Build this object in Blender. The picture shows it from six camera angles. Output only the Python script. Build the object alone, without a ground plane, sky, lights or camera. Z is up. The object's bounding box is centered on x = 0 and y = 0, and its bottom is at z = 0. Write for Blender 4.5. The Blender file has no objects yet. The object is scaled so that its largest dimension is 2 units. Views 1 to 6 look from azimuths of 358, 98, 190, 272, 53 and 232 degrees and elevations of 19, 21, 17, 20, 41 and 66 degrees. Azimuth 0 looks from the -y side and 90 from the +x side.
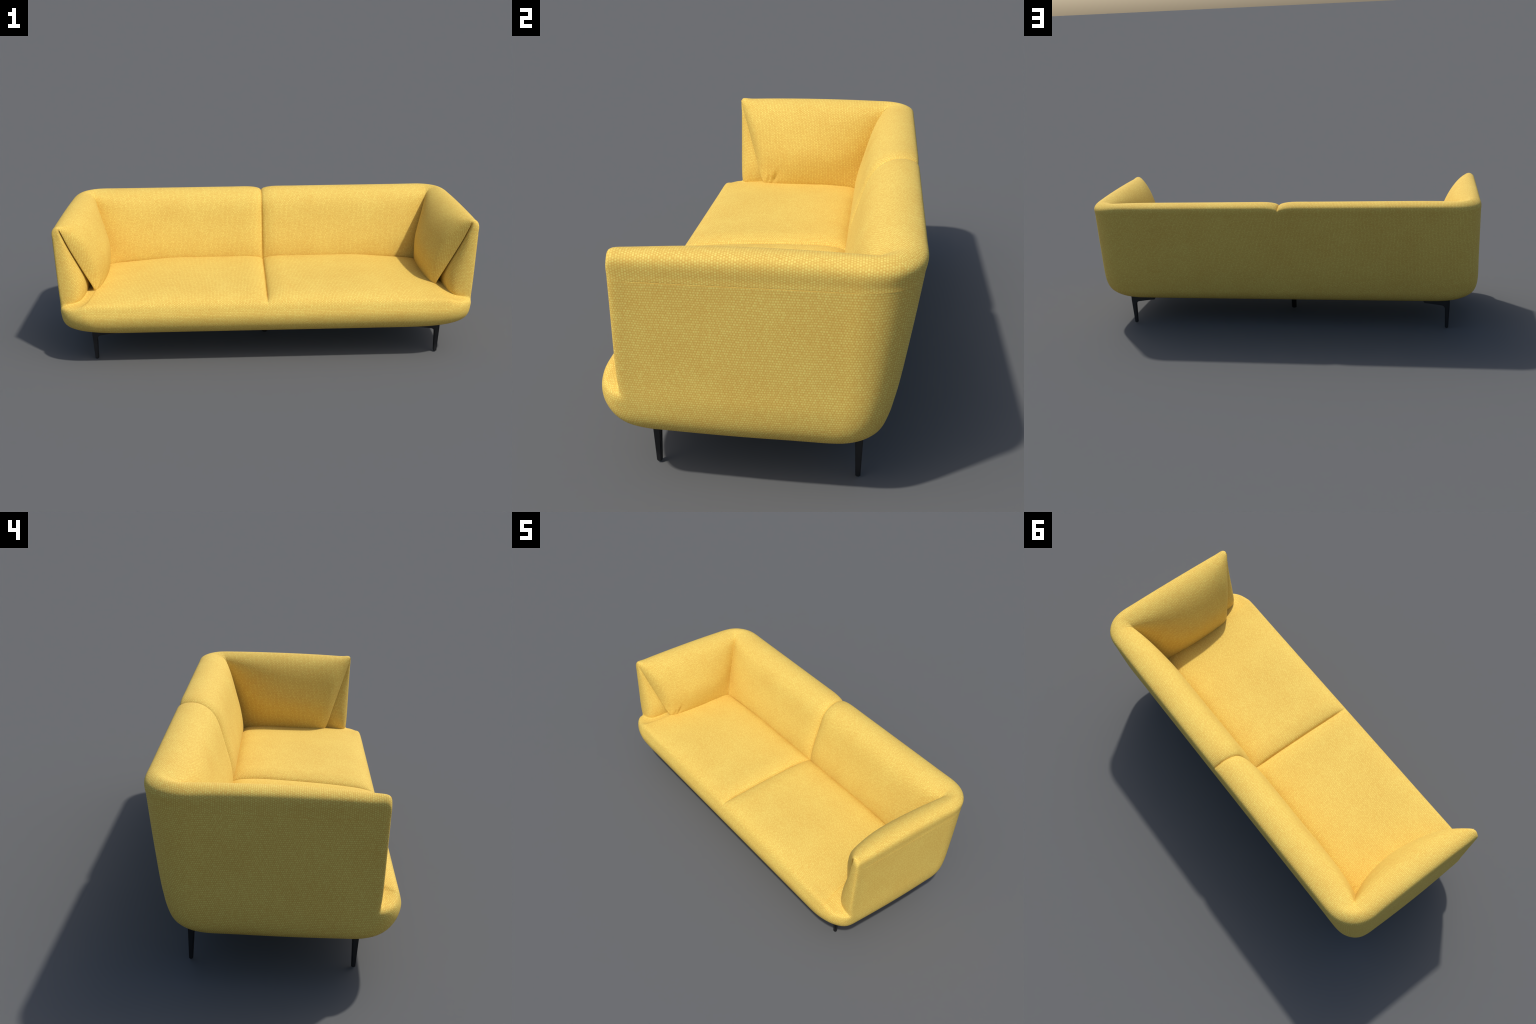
"""Two-seat upholstered sofa: one continuous fabric shell (base, outer wall,
rolled back and arm cushions, seat) on four thin metal bracket legs.

The upholstery is a control cage made from profiles: every row of the cage has
its own rounded plan curve, every column its own section.  The cage is fitted so
that the subdivided skin passes through the profile points, then the skin is
split into named parts that share border vertices and normals."""
import bpy, bmesh, math
import numpy as np
from mathutils import Vector

rng = np.random.default_rng(7)

# ------------------------------------------------------------------ profiles
# Rows below the belt line (index: 0 = belt).  (half width, z) for the sides,
# (y, z) for the back and for the rounded front edge of the seat.
SIDE_LOW = [(.9860, .290), (.9848, .260), (.9815, .232), (.972, .204), (.951, .180), (.912, .158), (.848, .141), (.760, .133)]
SWELL = .011                    # how far the side walls bow out between the corners
BACK_LOW = [(.361, .290), (.354, .260), (.345, .229), (.333, .196), (.312, .168), (.282, .148), (.235, .137), (.160, .133)]
FRONT_LOW = [(-.420, .292), (-.427, .268), (-.4265, .243), (-.418, .215), (-.400, .190), (-.370, .169), (-.325, .151), (-.250, .139)]
RX_F, RY_F = .145, .092
R_WALL = [.110, .112, .118, .128, .138, .138, .138, .138, .140, .143]   # back corner, per wall row
R_LOW = .108

# Rows of the wall, the roll and the inside face: k = 0 is the belt line.
WALL_Z = [.290, .330, .400, .510, .600, .6174, .618, .6186, .634, .662]
KW = len(WALL_Z) - 1            # last wall row
SEAM = 6                        # row of the piping seam
# outer wall, x of the arms and y of the back for each wall row
WALL_X = [.9860, .9868, .9888, .9930, .9965, .9970, .9953, .9971, .9976, .9985]
WALL_Y = [.361, .370, .3825, .4005, .4145, .4168, .417, .4172, .4195, .4245]
# roll and inside face, (x, z) for the arm at its front tip, middle, back corner
TIP = [(.9925, .677), (.980, .687), (.969, .6895), (.960, .684)]
MID = [(.988, .686), (.955, .697), (.912, .688), (.870, .657), (.834, .605), (.803, .530), (.785, .450), (.796, .358), (.817, .326), (.870, .310)]
COR = [(.985, .682), (.957, .693), (.925, .686), (.894, .665), (.876, .612), (.857, .530), (.838, .445), (.817, .343), (.835, .313), (.880, .300)]
# same rows for the back: (y, z) at the corner and over the cushion
BCO = [(.4135, .683), (.380, .693), (.340, .686), (.300, .665), (.280, .612), (.252, .530), (.224, .445), (.193, .338), (.207, .312), (.260, .300)]
BCU = [(.4135, .683), (.374, .6935), (.326, .686), (.280, .655), (.248, .600), (.221, .515), (.196, .430), (.188, .356), (.206, .326), (.262, .305)]
KV = KW + 4                     # row of the vertex where the arm slit begins
KN = KW + len(MID)              # last row
R_IN = [.138, .098, .046, .006, .003, .002, .002, .002, .002, .002]
TIP_LOW = (.833, -.233, .342)   # lowest point of the arm cushion's front edge
SLIT_Y = -.347

ARM_T = [0, .06, .16, .34, .56, .78, .93, 1]
COR_A = [22.5, 45, 67.5]
BACK_T = [0, .08, .24, .45, .66, .82, .915, .965, .990, 1]


def seam_dip(x, w=.080):
    """round shoulders of two cushions pressed together at x = 0 (1 at the seam)"""
    u = abs(x) / w
    return 0 if u >= 1 else 1 - math.sqrt(max(0, 1 - (1 - u) ** 2))


def smooth(t):
    t = min(1, max(0, t))
    return t * t * (3 - 2 * t)


def lerp(a, b, t):
    return a + (b - a) * t


verts, faces, regions, index = [], [], [], {}
creases = {}


def put(key, co):
    if key not in index:
        index[key] = len(verts)
        verts.append(tuple(float(c) for c in co))
    return key


def quad(a, b, c, d, region):
    ids = []
    for k in (a, b, c, d):
        i = index[k]
        if i not in ids:
            ids.append(i)
    if len(ids) > 2:
        faces.append(ids)
        regions.append(region)


# ---------------------------------------------------------------- the U loft
def pillow_edge(z):
    """front edge of the arm cushion at height z"""
    v = (TIP[3][0], SLIT_Y, TIP[3][1])
    s = (v[2] - z) / (v[2] - TIP_LOW[2])
    return lerp(v[0], TIP_LOW[0], s), lerp(v[1], TIP_LOW[1], s)


PIL_Z = [.600, .520, .440, .345]


def bow(t):
    return math.sin(math.pi * min(1, t * .78)) ** .9 if t > 0 else 0


def arm_point(k, t):
    if k <= KW:
        x, z, yb, r = WALL_X[k], WALL_Z[k], WALL_Y[k], R_WALL[k]
        yf = -.336
        if k >= KW - 1:
            yf = -.339
        if k in (SEAM,):                     # piping seam dies out at the front edge
            x = lerp(WALL_X[k - 1], x, smooth(t / .1) * smooth((1 - t) / .12))
        x += SWELL * bow(t) * max(0, 1 - (z - .29) / .36)
        if k == KW and t < .3:
            x = lerp(.9985, x, t / .3)
    else:
        i = k - KW - 1
        mx, mz = MID[i]
        cx, cz = COR[i]
        if i < 4:
            tx, tz = TIP[i]
            yf = SLIT_Y if i > 0 else -.3425
        elif i < 8:
            tz = PIL_Z[i - 4]
            tx, yf = pillow_edge(tz)
        else:
            tx, tz = (.845, .335) if i == 8 else (.870, .318)
            yf = TIP_LOW[1] + .01
        if t < .5:
            w = math.sin(math.pi * t) ** (.80 if i < 3 else .58 if i < 4 else .40) if t > 0 else 0
            x, z = lerp(tx, mx, w), lerp(tz, mz, w)
        else:
            w = max(0, (t - .5) / .5)
            w = w ** 2.2
            x, z = lerp(mx, cx, w), lerp(mz, cz, w)
        yb, r = BCO[i][0], R_IN[i]
    yc = yb - r
    return (x, lerp(yf, yc, t), z), x, yb, r, z


def back_point(k, xc, t, zc):
    x = lerp(xc, 0, t)
    if k <= KW:
        y, z = WALL_Y[k], WALL_Z[k]
        if k == SEAM:
            y = lerp(WALL_Y[k], .5 * (WALL_Y[k - 1] + WALL_Y[k + 1]), smooth(t / .05))
    else:
        i = k - KW - 1
        w = 1 - (1 - min(1, t / .22)) ** 2.2
        y, z = lerp(BCO[i][0], BCU[i][0], w), lerp(BCO[i][1], BCU[i][1], w)
    # middle seam: pull the cushion in towards its core
    d = (.021 if k < KW + 5 else .027) * seam_dip(x)
    if k > SEAM + 1 and d > 0:
        f = {KW - 1: .10, KW: .32, KN - 2: .75, KN - 1: .3, KN: 0}.get(k, 1)
        core = np.array([.34, .58])
        p = np.array([y, z])
        if k >= KW + 5:
            dirn = np.array([1., -.25])
        else:
            dirn = core - p
        dirn /= np.linalg.norm(dirn)
        p = p + dirn * d * f
        y, z = p
    return (x, y, z)


NA, NC, NB = len(ARM_T), len(COR_A), len(BACK_T)
NCOL = NA + NC + NB


def region_u(k, col):
    arm = col < NA + 1
    if k < SEAM:
        return "arm_panel" if arm else "back_panel"
    return "arm_cushion" if arm else "back_cushion"


for k in range(KN + 1):
    for c, t in enumerate(ARM_T):
        p, *_ = arm_point(k, t)
        put(("u", k, c), p)
    _, x1, yb, r, zc = arm_point(k, 1)
    for c, a in enumerate(COR_A):
        a = math.radians(a)
        zz = zc
        put(("u", k, NA + c), (x1 - r + r * math.cos(a), yb - r + r * math.sin(a), zz))
    for c, t in enumerate(BACK_T):
        put(("u", k, NA + NC + c), back_point(k, x1 - r, t, zc))
for k in range(KN):
    for c in range(NCOL - 1):
        quad(("u", k, c), ("u", k, c + 1), ("u", k + 1, c + 1), ("u", k + 1, c), region_u(k, c))

# turned-in hem of the arm cushion behind its front edge
for k in range(KV, KN + 1):
    x, y, z = verts[index[("u", k, 0)]]
    f = min(1, (k - KV) / 1.0)
    put(("hem", k, 1), (x + .006 * f, y + .004 + .002 * f, z - .004 * (1 - f)))
    put(("hem", k, 2), (x + .002 * f, y + .055, z - .012 * (1 - f)))
for k in range(KV, KN):
    quad(("u", k, 0), ("hem", k, 1), ("hem", k + 1, 1), ("u", k + 1, 0), "arm_cushion")
    quad(("hem", k, 1), ("hem", k, 2), ("hem", k + 1, 2), ("hem", k + 1, 1), "arm_cushion")

# ------------------------------------------------- gusset at the front of the arm
M = 4
for k in range(KW + 1):
    index[("g", k, 0)] = index[("u", k, 0)]
for m in range(1, M + 1):
    index[("g", KW, m)] = index[("u", KW + m, 0)]
put(("g", KW, M + 1), (TIP[3][0], SLIT_Y + .05, TIP[3][1] - .02))
for k in range(KW):
    z = WALL_Z[k]
    xo = WALL_X[k] if k != SEAM else .997
    s = min(1, (TIP[3][1] - z) / .34)
    px, py = pillow_edge(max(z, .345))
    gap = .003 + .014 * math.sin(math.pi * min(1, s * 1.1)) ** .8 * (s < .9) + .048 * s ** 5
    x3, y3 = px + gap, py - .002 - .068 * s ** 4
    if k == 0:
        pts = [(.963, -.346, .306), (.925, -.338, .312), (.889, -.305, .322), (.872, -.200, .333), (.868, -.050, .336)]
    else:
        x1, y1 = xo - .012 - .004 * s, -.347
        y3 -= .009 * math.sin(math.pi * s)                    # the pad swells between the corners
        x2, y2 = lerp(x1, x3, .58), lerp(y1, y3, .14)
        pts = [(x1, y1, z), (x2, y2, z), (x3, y3, z), (x3 - .012 * s, y3 + .03 + .085 * s, z), (x3 - .016 * s, y3 + .05 + .20 * s, z)]
    for m, p in enumerate(pts):
        put(("g", k, m + 1), p)
for k in range(KW):
    for m in range(M + 1):
        quad(("g", k, m), ("g", k, m + 1), ("g", k + 1, m + 1), ("g", k + 1, m), "arm_panel")

# ----------------------------------------------------------------- seat and base
NFC = 5                                                   # columns round the front corner
FRONT_X = [.74, .56, .38, .22, .12, .072, .031, .009, 0]
SEAT_ROWS = [(-.420, .292), (-.405, .321), (-.368, .344), (-.298, .358), (-.175, .367), (-.030, .373), (.080, .375), (.146, .370), (.188, .353), (.240, .312)]
NR = len(SEAT_ROWS)


def seat_row(x, r):
    y, z = SEAT_ROWS[r]
    if r >= 2:
        z -= [0, .007, .017, .022, .026, .029, .031, .030, .022, .010][r] * smooth((abs(x) - .44) / .42)
    if r >= 1:
        d = .030 * seam_dip(x)
        z -= d * [0, .10, .62, 1, 1, 1, 1, .95, .45, 0][r]
        y += d * [0, .02, .1, 0, 0, 0, 0, 0, 0, 0][r]
    return (x, y, z)


def corner_radii(b):
    """plan radii of the front corners, rounder towards the underside"""
    return RX_F + .012 * b, RY_F + .006 * b


def low_corner(b, a):
    """front corner of the plan at row b below the belt, a = 0 side .. 90 front"""
    xs, zs = SIDE_LOW[b]
    yf, zf = FRONT_LOW[b]
    a = math.radians(a)
    w = smooth(a / (math.pi / 2))
    rx, ry = corner_radii(b)
    return (xs - rx + rx * math.cos(a), yf + ry - ry * math.sin(a), lerp(zs, zf, w))


corner_angles = [90 * i / NFC for i in range(NFC + 1)]
# ring rows: columns are the U columns (0..NCOL-1) and the front columns F
for b in range(len(SIDE_LOW)):
    xs, zs = SIDE_LOW[b]
    yb, zb = BACK_LOW[b]
    y0 = FRONT_LOW[b][0] + corner_radii(b)[1]
    for c in range(NCOL):
        key = ("low", b, c)
        if b == 0:
            index[key] = index[("u", 0, c)]
            continue
        if c < NA:
            w = smooth((ARM_T[c] - .8) / .2) * .15
            p = (xs + SWELL * bow(ARM_T[c]) * (1 - .05 * b), lerp(y0, yb - R_LOW, ARM_T[c]), lerp(zs, zb, w))
        elif c < NA + NC:
            a = math.radians(COR_A[c - NA])
            xe = xs + SWELL * bow(1) * (1 - .05 * b)
            p = (xe - R_LOW + R_LOW * math.cos(a), yb - R_LOW + R_LOW * math.sin(a), lerp(zs, zb, .15 + .7 * COR_A[c - NA] / 90))
        else:
            t = BACK_T[c - NA - NC]
            p = (lerp(xs + SWELL * bow(1) * (1 - .05 * b) - R_LOW, 0, t), yb, lerp(zs, zb, .85 + .15 * smooth(t / .1)))
        put(key, p)
    for f, a in enumerate(corner_angles):
        key = ("front", b, f)
        if f == 0:
            index[key] = index[("low", b, 0)]
        else:
            put(key, low_corner(b, a))
    for f, x in enumerate(FRONT_X):
        yf, zf = FRONT_LOW[b]
        xc = SIDE_LOW[b][0] - corner_radii(b)[0]
        put(("front", b, NFC + 1 + f), (xc * x / .86 if x > .5 else x, yf, zf))
NF = NFC + 1 + len(FRONT_X)
for b in range(len(SIDE_LOW) - 1):
    for c in range(NCOL - 1):
        quad(("low", b, c), ("low", b, c + 1), ("low", b + 1, c + 1), ("low", b + 1, c), "base")
    for f in range(NF - 1):
        quad(("front", b, f), ("front", b, f + 1), ("front", b + 1, f + 1), ("front", b + 1, f), "base")
# seat grid: column 0 runs along the foot of the gusset
hid = [(.872, .085, .333), (.872, .148, .330), (.872, .190, .320), (.872, .240, .300)]
for r in range(NR):
    if r <= M + 1:
        index[("seat", r, 0)] = index[("g", 0, r)]
    else:
        put(("seat", r, 0), hid[r - M - 2])
for f in range(1, NF):
    index[("seat", 0, f)] = index[("front", 0, f)]
for r in range(1, NR):
    p0 = np.array(verts[index[("seat", r, 0)]])
    xC = .86 - .012 * r
    pC = np.array(seat_row(xC, r))
    for f in range(1, NFC + 1):
        t = f / NFC
        a = math.radians(90 * t)
        # quarter-ellipse from p0 to pC that flattens towards the back rows
        bulge = [1, .85, .60, .35, .15, 0, 0, 0, 0, 0][r]
        lin = p0 + (pC - p0) * t
        ell = np.array([pC[0] + (p0[0] - pC[0]) * math.cos(a), p0[1] + (pC[1] - p0[1]) * math.sin(a), lerp(p0[2], pC[2], t)])
        lin[2] = ell[2] = lerp(p0[2], pC[2], t ** 1.3) - .006 * math.sin(math.pi * t) * [0, 1, 1, .5, 0, 0, 0, 0, 0, 0][r]
        put(("seat", r, f), lin * (1 - bulge) + ell * bulge)
    for f, x in enumerate(FRONT_X):
        put(("seat", r, NFC + 1 + f), seat_row(xC * x / .86 if x > .5 else x, r))
for r in range(NR - 1):
    for f in range(NF - 1):
        quad(("seat", r, f), ("seat", r, f + 1), ("seat", r + 1, f + 1), ("seat", r + 1, f), "seat_cushion" if r > 0 else "seat_cushion")

# crease weights along the middle seams
for k in range(KW, KN):
    creases[(index[("u", k, NCOL - 1)], index[("u", k + 1, NCOL - 1)])] = .35 if k == KW - 1 else 1.0
for k in range(KV, KN):                                    # inner corner of back and arm
    creases[(index[("u", k, NA + 1)], index[("u", k + 1, NA + 1)])] = 1.0
for r in range(1, NR - 1):
    creases[(index[("seat", r, NF - 1)], index[("seat", r + 1, NF - 1)])] = .6 if r == 1 else 1.0

for m in range(3, M + 1):                                  # fold where the gusset dives under
    creases[(index[("g", 0, m)], index[("g", 0, m + 1)])] = 1.0

# ------------------------------------------------------- mirror to the other side
n = len(verts)
mirror = {}
for i in range(n):
    x, y, z = verts[i]
    if abs(x) < 1e-6:
        mirror[i] = i
    else:
        mirror[i] = len(verts)
        verts.append((-x, y, z))
side = [1] * len(faces)
for f, r in list(zip(faces, regions)):
    faces.append([mirror[i] for i in reversed(f)])
    regions.append(r)
    side.append(-1)
for (a, b), w in list(creases.items()):
    creases[(mirror[a], mirror[b])] = w
# underside: one flat face closing the lowest ring
B = len(SIDE_LOW) - 1
half = [index[("front", B, f)] for f in range(NF - 1, -1, -1)] + [index[("low", B, c)] for c in range(1, NCOL)]
ring = half + [mirror[i] for i in reversed(half) if mirror[i] != i]
faces.append(ring)
regions.append("base")
side.append(1)

names = ["base", "seat_cushion", "back_panel", "back_cushion", "arm_panel", "arm_cushion"]


def region_id(r, s):
    i = names.index(r)
    if r in ("base", "back_panel"):
        return i
    return i if s > 0 else i + 10


cage = bpy.data.meshes.new("sofa_cage")
cage.from_pydata(verts, [], faces)
for i in range(20):
    cage.materials.append(None)
for poly, r, s in zip(cage.polygons, regions, side):
    poly.material_index = region_id(r, s)
    poly.use_smooth = True
bm = bmesh.new()
bm.from_mesh(cage)
bmesh.ops.recalc_face_normals(bm, faces=bm.faces)
lay = bm.edges.layers.float.new("crease_edge")
bm.verts.ensure_lookup_table()
for (a, b), w in creases.items():
    e = bm.edges.get((bm.verts[a], bm.verts[b]))
    if e:
        e[lay] = w
top = max((f for f in bm.faces if f.calc_center_median().z < .158), key=lambda f: f.calc_area())
if top.normal.z > 0:
    for f in bm.faces:
        f.normal_flip()
bm.to_mesh(cage)
bm.free()
shell = bpy.data.objects.new("sofa_cage", cage)
bpy.context.scene.collection.objects.link(shell)
sub = shell.modifiers.new("smooth", "SUBSURF")
sub.levels = sub.render_levels = 1
sub.use_limit_surface = True

# fit: move the cage until the smooth skin goes through the profile points
goal = np.array(verts)
pos = goal.copy()
weight = np.ones(len(goal))
for (kind, k, c), i in index.items():
    w = 1.0
    if kind == "hem" or (kind == "g" and c == M + 1):
        w = 0.0
    elif (kind == "u" and k >= KW - 1 and k <= KV and c <= 1) or (kind == "g" and k >= KW - 1):
        w = .35 if c == 0 or kind == "g" else .6          # keep the arm tip soft
    elif kind == "g" and k <= 1 and c <= 2:
        w = .3                                            # and the arm's foot
    if w < 1:
        weight[i] = min(weight[i], w)
        weight[mirror[i]] = weight[i]
for step in range(5):
    dg = bpy.context.evaluated_depsgraph_get()
    ev = shell.evaluated_get(dg)
    me = ev.to_mesh()
    co = np.empty(len(me.vertices) * 3)
    me.vertices.foreach_get("co", co)
    now = co.reshape(-1, 3)[:len(goal)].copy()
    ev.to_mesh_clear()
    pos += (goal - now) * .75 * weight[:, None]
    cage.vertices.foreach_set("co", pos.ravel())
    cage.update()
    shell.update_tag()
    bpy.context.view_layer.update()

sub.levels = sub.render_levels = 3
bpy.context.view_layer.update()
dg = bpy.context.evaluated_depsgraph_get()
skin = bpy.data.meshes.new_from_object(shell.evaluated_get(dg))
bpy.data.objects.remove(shell)

# small relief: a pulled fold near the tip of the arm cushion, soft unevenness
co = np.empty(len(skin.vertices) * 3)
skin.vertices.foreach_get("co", co)
co = co.reshape(-1, 3)
no = np.empty(len(skin.vertices) * 3)
skin.vertices.foreach_get("normal", no)
no = no.reshape(-1, 3)
mats = np.empty(len(skin.polygons), np.int32)
skin.polygons.foreach_get("material_index", mats)


def fold(c, d, length, width, depth, pts):
    """a short crease: centre, direction in (y, z), length, width, depth"""
    d = np.array(d) / np.hypot(*d)
    q = pts[:, 1:] - np.array(c)
    a, b = q @ d, q @ np.array([-d[1], d[0]])
    return depth * np.exp(-(a / length) ** 2) * (np.exp(-(b / width) ** 2) - .6 * np.exp(-((b - 1.8 * width) / width) ** 2))


pil = np.zeros(len(co), bool)
for p in skin.polygons:
    if p.material_index % 10 == 5:
        pil[list(p.vertices)] = True
left = pil & (co[:, 0] < -.76) & (co[:, 0] > -.87) & (co[:, 2] < .5)
disp = np.zeros(len(co))
disp[left] -= fold((-.172, .372), (.55, 1), .030, .008, .006, co[left])
disp[left] -= fold((-.200, .362), (.5, 1), .022, .007, .004, co[left])
co = co + no * disp[:, None]
skin.vertices.foreach_set("co", co.ravel())
skin.update()

# ---------------------------------------------------------------------- materials


def fabric(name, rows):
    """basket-weave cloth: staggered light tufts on a warmer ground.
    rows=True lays the tufts in horizontal rows, False in vertical columns."""
    m = bpy.data.materials.new(name)
    m.use_nodes = True
    nt = m.node_tree
    N, L = nt.nodes, nt.links
    N.clear()

    def node(kind, **kw):
        x = N.new(kind)
        for a, b in kw.items():
            setattr(x, a, b)
        return x

    def plug(sock, v):
        if isinstance(v, (int, float)):
            sock.default_value = v
        elif isinstance(v, tuple):
            sock.default_value = v
        else:
            L.new(v, sock)

    def math_(op, a, b=0.0, c=0.0):
        x = node("ShaderNodeMath", operation=op)
        plug(x.inputs[0], a), plug(x.inputs[1], b)
        if op in ("MULTIPLY_ADD", "SMOOTH_MIN", "COMPARE", "WRAP"):
            plug(x.inputs[2], c)
        return x.outputs[0]

    def mix(f, a, b, blend="MIX"):
        x = node("ShaderNodeMix", data_type="RGBA", blend_type=blend)
        plug(x.inputs["Factor"], f), plug(x.inputs["A"], a), plug(x.inputs["B"], b)
        return x.outputs["Result"]

    def mixf(f, a, b):
        x = node("ShaderNodeMix", data_type="FLOAT")
        plug(x.inputs[0], f), plug(x.inputs[2], a), plug(x.inputs[3], b)
        return x.outputs[0]

    tc = node("ShaderNodeTexCoord")
    sp = node("ShaderNodeSeparateXYZ")
    L.new(tc.outputs["Object"], sp.inputs[0])
    sn = node("ShaderNodeSeparateXYZ")
    L.new(tc.outputs["Normal"], sn.inputs[0])
    X, Y, Z = sp.outputs
    ax, ay, az = (math_("ABSOLUTE", o) for o in sn.outputs)
    is_x = math_("MULTIPLY", math_("GREATER_THAN", ax, ay), math_("GREATER_THAN", ax, az))
    is_z = math_("MULTIPLY", math_("GREATER_THAN", az, ay), math_("GREATER_THAN", az, ax))
    # cloth coordinates: u across, v up (or away from you on level faces)
    u = mixf(is_x, X, Y)
    v = mixf(is_z, Z, Y)
    mitre = math_("MAXIMUM", math_("MULTIPLY_ADD", Y, .85, .89 - .85 * .297), .70)
    arm_top = math_("MULTIPLY", is_z, math_("GREATER_THAN", math_("ABSOLUTE", X), mitre))
    arm_top = math_("MULTIPLY", arm_top, math_("GREATER_THAN", Z, .5))
    u = mixf(arm_top, u, Y)
    v = mixf(arm_top, v, X)
    wob = node("ShaderNodeTexNoise")
    L.new(tc.outputs["Object"], wob.inputs["Vector"])
    wob.inputs["Scale"].default_value = 9
    wob.inputs["Detail"].default_value = 1
    u = math_("ADD", u, math_("MULTIPLY", math_("SUBTRACT", wob.outputs[0], .5), .010))
    v = math_("ADD", v, math_("MULTIPLY", math_("SUBTRACT", wob.outputs[0], .5), -.008))
    p, q = (u, v) if not rows else (v, u)        # p: stack direction, q: along the stack
    p = math_("DIVIDE", p, .0067)
    q = math_("DIVIDE", q, .0067)
    ip = math_("FLOOR", p)
    odd = math_("FLOORED_MODULO", ip, 2.0)
    q = math_("ADD", q, math_("MULTIPLY", odd, .5))
    iq = math_("FLOOR", q)
    fp = math_("SUBTRACT", math_("SUBTRACT", p, ip), .5)
    fq = math_("SUBTRACT", math_("SUBTRACT", q, iq), .5)
    cell = node("ShaderNodeCombineXYZ")
    L.new(ip, cell.inputs[0]), L.new(iq, cell.inputs[1])
    wn = node("ShaderNodeTexWhiteNoise", noise_dimensions="2D")
    L.new(cell.outputs[0], wn.inputs["Vector"])
    rnd = node("ShaderNodeSeparateColor")
    L.new(wn.outputs["Color"], rnd.inputs[0])
    # every tuft sits a little off its place and has its own size and lightness
    jp = math_("ADD", fp, math_("MULTIPLY", math_("SUBTRACT", rnd.outputs[1], .5), .13))
    jq = math_("ADD", fq, math_("MULTIPLY", math_("SUBTRACT", rnd.outputs[2], .5), .26))
    d = math_("SQRT", math_("ADD", math_("MULTIPLY", jp, jp), math_("MULTIPLY", jq, jq)))
    dot = node("ShaderNodeMapRange", interpolation_type="SMOOTHSTEP")
    L.new(d, dot.inputs["Value"])
    plug(dot.inputs["From Min"], math_("MULTIPLY_ADD", rnd.outputs[1], .12, .57))
    dot.inputs["From Max"].default_value = .08
    dot.inputs["To Min"].default_value, dot.inputs["To Max"].default_value = 0, 1
    dot = dot.outputs[0]

    # broad warm/cool mottling of the dye
    n1 = node("ShaderNodeTexNoise")
    L.new(tc.outputs["Object"], n1.inputs["Vector"])
    n1.inputs["Scale"].default_value, n1.inputs["Detail"].default_value, n1.inputs["Roughness"].default_value = 6.5, 5, .62
    mot = node("ShaderNodeMapRange")
    L.new(n1.outputs[0], mot.inputs["Value"])
    mot.inputs["From Min"].default_value, mot.inputs["From Max"].default_value = .27, .73
    mot = mot.outputs[0]
    ground = mix(mot, (*GROUND_A, 1), (*GROUND_B, 1))
    light = math_("MULTIPLY", math_("MULTIPLY_ADD", rnd.outputs[0], .50, .47), math_("MULTIPLY_ADD", mot, .22, .84))
    col = mix(math_("MULTIPLY", dot, light), ground, (*TUFT, 1))
    bs = node("ShaderNodeBsdfPrincipled")
    L.new(col, bs.inputs["Base Color"])
    bs.inputs["Roughness"].default_value = .85
    bs.inputs["Specular IOR Level"].default_value = .22
    bump = node("ShaderNodeBump")
    bump.inputs["Strength"].default_value, bump.inputs["Distance"].default_value = .14, .0010
    L.new(math_("MULTIPLY", dot, light), bump.inputs["Height"])
    L.new(bump.outputs[0], bs.inputs["Normal"])
    out = node("ShaderNodeOutputMaterial")
    L.new(bs.outputs[0], out.inputs[0])
    return m


GROUND_A, GROUND_B = (.628, .372, .068), (.660, .418, .082)  # blue, and TUFT's green and blue, raised to lighten the sky-lit shaded sides
TUFT = (.800, .665, .165)


def metal(name):
    m = bpy.data.materials.new(name)
    m.use_nodes = True
    b = m.node_tree.nodes["Principled BSDF"]
    nz = m.node_tree.nodes.new("ShaderNodeTexNoise")
    nz.inputs["Scale"].default_value = 60
    rmp = m.node_tree.nodes.new("ShaderNodeMapRange")
    m.node_tree.links.new(nz.outputs[0], rmp.inputs["Value"])
    rmp.inputs["To Min"].default_value, rmp.inputs["To Max"].default_value = .42, .58
    m.node_tree.links.new(rmp.outputs[0], b.inputs["Roughness"])
    b.inputs["Base Color"].default_value = (.010, .010, .011, 1)
    b.inputs["Specular IOR Level"].default_value = .4
    return m


cloth_rows = fabric("woven_fabric_rows", True)
cloth_cols = fabric("woven_fabric_columns", False)
black = metal("black_powder_coat")

# ------------------------------------------------------------- split into parts
vn = np.empty(len(skin.vertices) * 3)
skin.vertices.foreach_get("normal", vn)
vn = vn.reshape(-1, 3)
skin.vertices.foreach_get("co", (flat := np.empty(len(skin.vertices) * 3)))
allco = flat.reshape(-1, 3)

root = bpy.data.objects.new("sofa", None)
bpy.context.scene.collection.objects.link(root)
root["label"] = "yellow woven two-seat sofa with flared rounded arms and thin black legs"
root["category"] = "sofa"

parts = {}
groups = {}
for p in skin.polygons:
    groups.setdefault(p.material_index, []).append(list(p.vertices))


def make_part(name, gid, mat):
    fs = groups[gid]
    used = sorted({i for f in fs for i in f})
    back = {i: j for j, i in enumerate(used)}
    me = bpy.data.meshes.new(name)
    me.from_pydata(allco[used].tolist(), [], [[back[i] for i in f] for f in fs])
    me.materials.append(mat)
    me.polygons.foreach_set("use_smooth", [True] * len(fs))
    me.update()
    me.normals_split_custom_set_from_vertices(vn[used].tolist())
    o = bpy.data.objects.new(name, me)
    bpy.context.scene.collection.objects.link(o)
    return o


def under(child, parent):
    child.parent = parent
    return child


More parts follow.
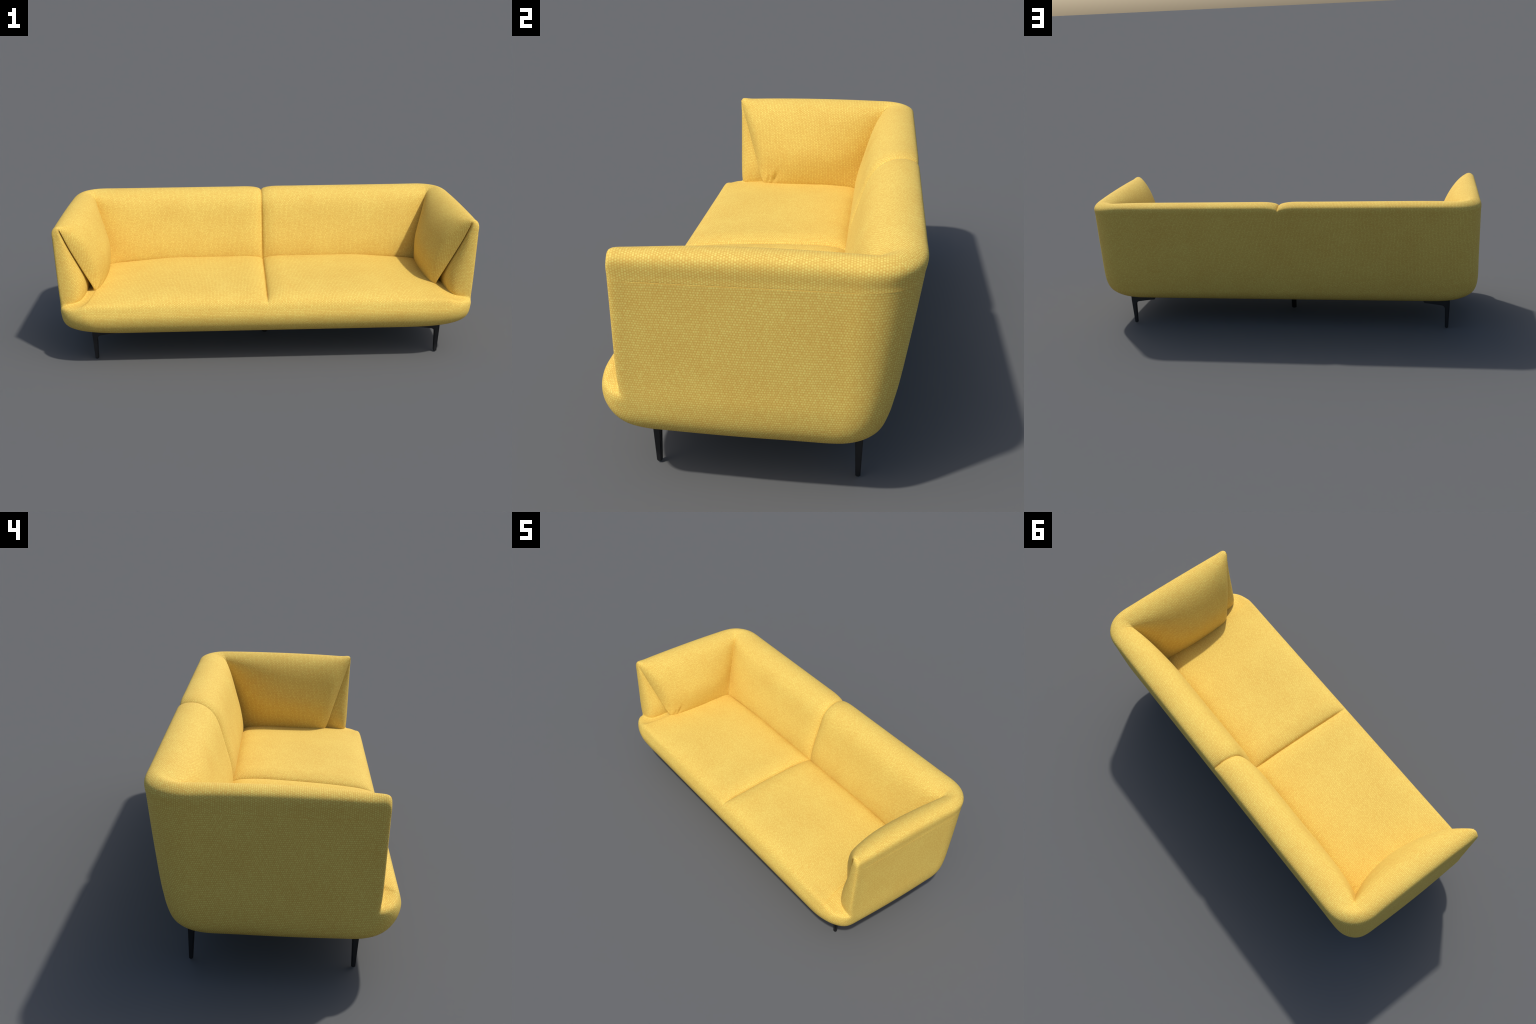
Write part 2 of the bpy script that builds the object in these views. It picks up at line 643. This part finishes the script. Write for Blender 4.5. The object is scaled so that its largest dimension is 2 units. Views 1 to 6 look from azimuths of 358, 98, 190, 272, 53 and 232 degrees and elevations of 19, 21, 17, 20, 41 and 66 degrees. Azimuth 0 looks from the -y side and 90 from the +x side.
base = under(make_part("base", 0, cloth_rows), root)
for gid in (1, 11):
    under(make_part("seat_cushion", gid, cloth_cols), base)
rest = under(make_part("backrest", 2, cloth_cols), root)
for gid in (3, 13):
    under(make_part("back_cushion", gid, cloth_cols), rest)
for gid in (4, 14):
    arm = under(make_part("armrest", gid, cloth_rows), root)
    under(make_part("arm_cushion", gid + 1, cloth_cols), arm)

# ------------------------------------------------------------------------- legs


def leg_mesh():
    """flat L bracket: tapered blade going down, thin arm running inwards under
    the base with a rounded inner corner.  +x is outwards, z = 0 the floor."""
    H = .165
    prof = [(.001, 0), (-.010, 0), (-.0135, .004), (-.0138, .060)]
    r, cx, cz = .020, -.014 - .020, .126 - .020
    for i in range(7):
        a = math.radians(90 * i / 6)
        prof.append((cx + r * math.cos(a), cz + r * math.sin(a)))
    prof += [(-.075, .132), (-.118, .137), (-.122, .140), (-.122, H), (.011, H), (.010, .130), (.0035, .004)]
    bm = bmesh.new()

    def half_depth(z):
        return lerp(.0068, .0112, smooth(z / .13) * .5 + .5 * min(1, z / .13))
    f = [bm.verts.new((x, -half_depth(z), z)) for x, z in prof]
    b = [bm.verts.new((x, half_depth(z), z)) for x, z in prof]
    bm.faces.new(f)
    bm.faces.new(list(reversed(b)))
    m = len(prof)
    for i in range(m):
        bm.faces.new((f[(i + 1) % m], f[i], b[i], b[(i + 1) % m]))
    bmesh.ops.recalc_face_normals(bm, faces=bm.faces)
    bmesh.ops.bevel(bm, geom=[e for e in bm.edges if e.calc_face_angle(0) > .6], offset=.003, segments=2, affect="EDGES", clamp_overlap=True)
    me = bpy.data.meshes.new("leg")
    bm.to_mesh(me)
    bm.free()
    me.materials.append(black)
    return me


lm = leg_mesh()
for sx in (1, -1):
    for y in (-.287, .273):
        o = under(bpy.data.objects.new("leg", lm), root)
        bpy.context.scene.collection.objects.link(o)
        o.location = (.843 * sx, y, 0)
        if sx < 0:
            o.rotation_euler = (0, 0, math.pi)

bm = bmesh.new()
bmesh.ops.create_cone(bm, cap_ends=True, segments=32, radius1=.0135, radius2=.0145, depth=.148)
bmesh.ops.bevel(bm, geom=[e for e in bm.edges if e.calc_face_angle(0) > 1 and e.verts[0].co.z < 0], offset=.003, segments=2, affect="EDGES")
me = bpy.data.meshes.new("support_leg")
bm.to_mesh(me)
bm.free()
me.materials.append(black)
for p in me.polygons:
    p.use_smooth = abs(p.normal.z) < .9
o = under(bpy.data.objects.new("support_leg", me), root)
bpy.context.scene.collection.objects.link(o)
o.location = (0, 0, .074)
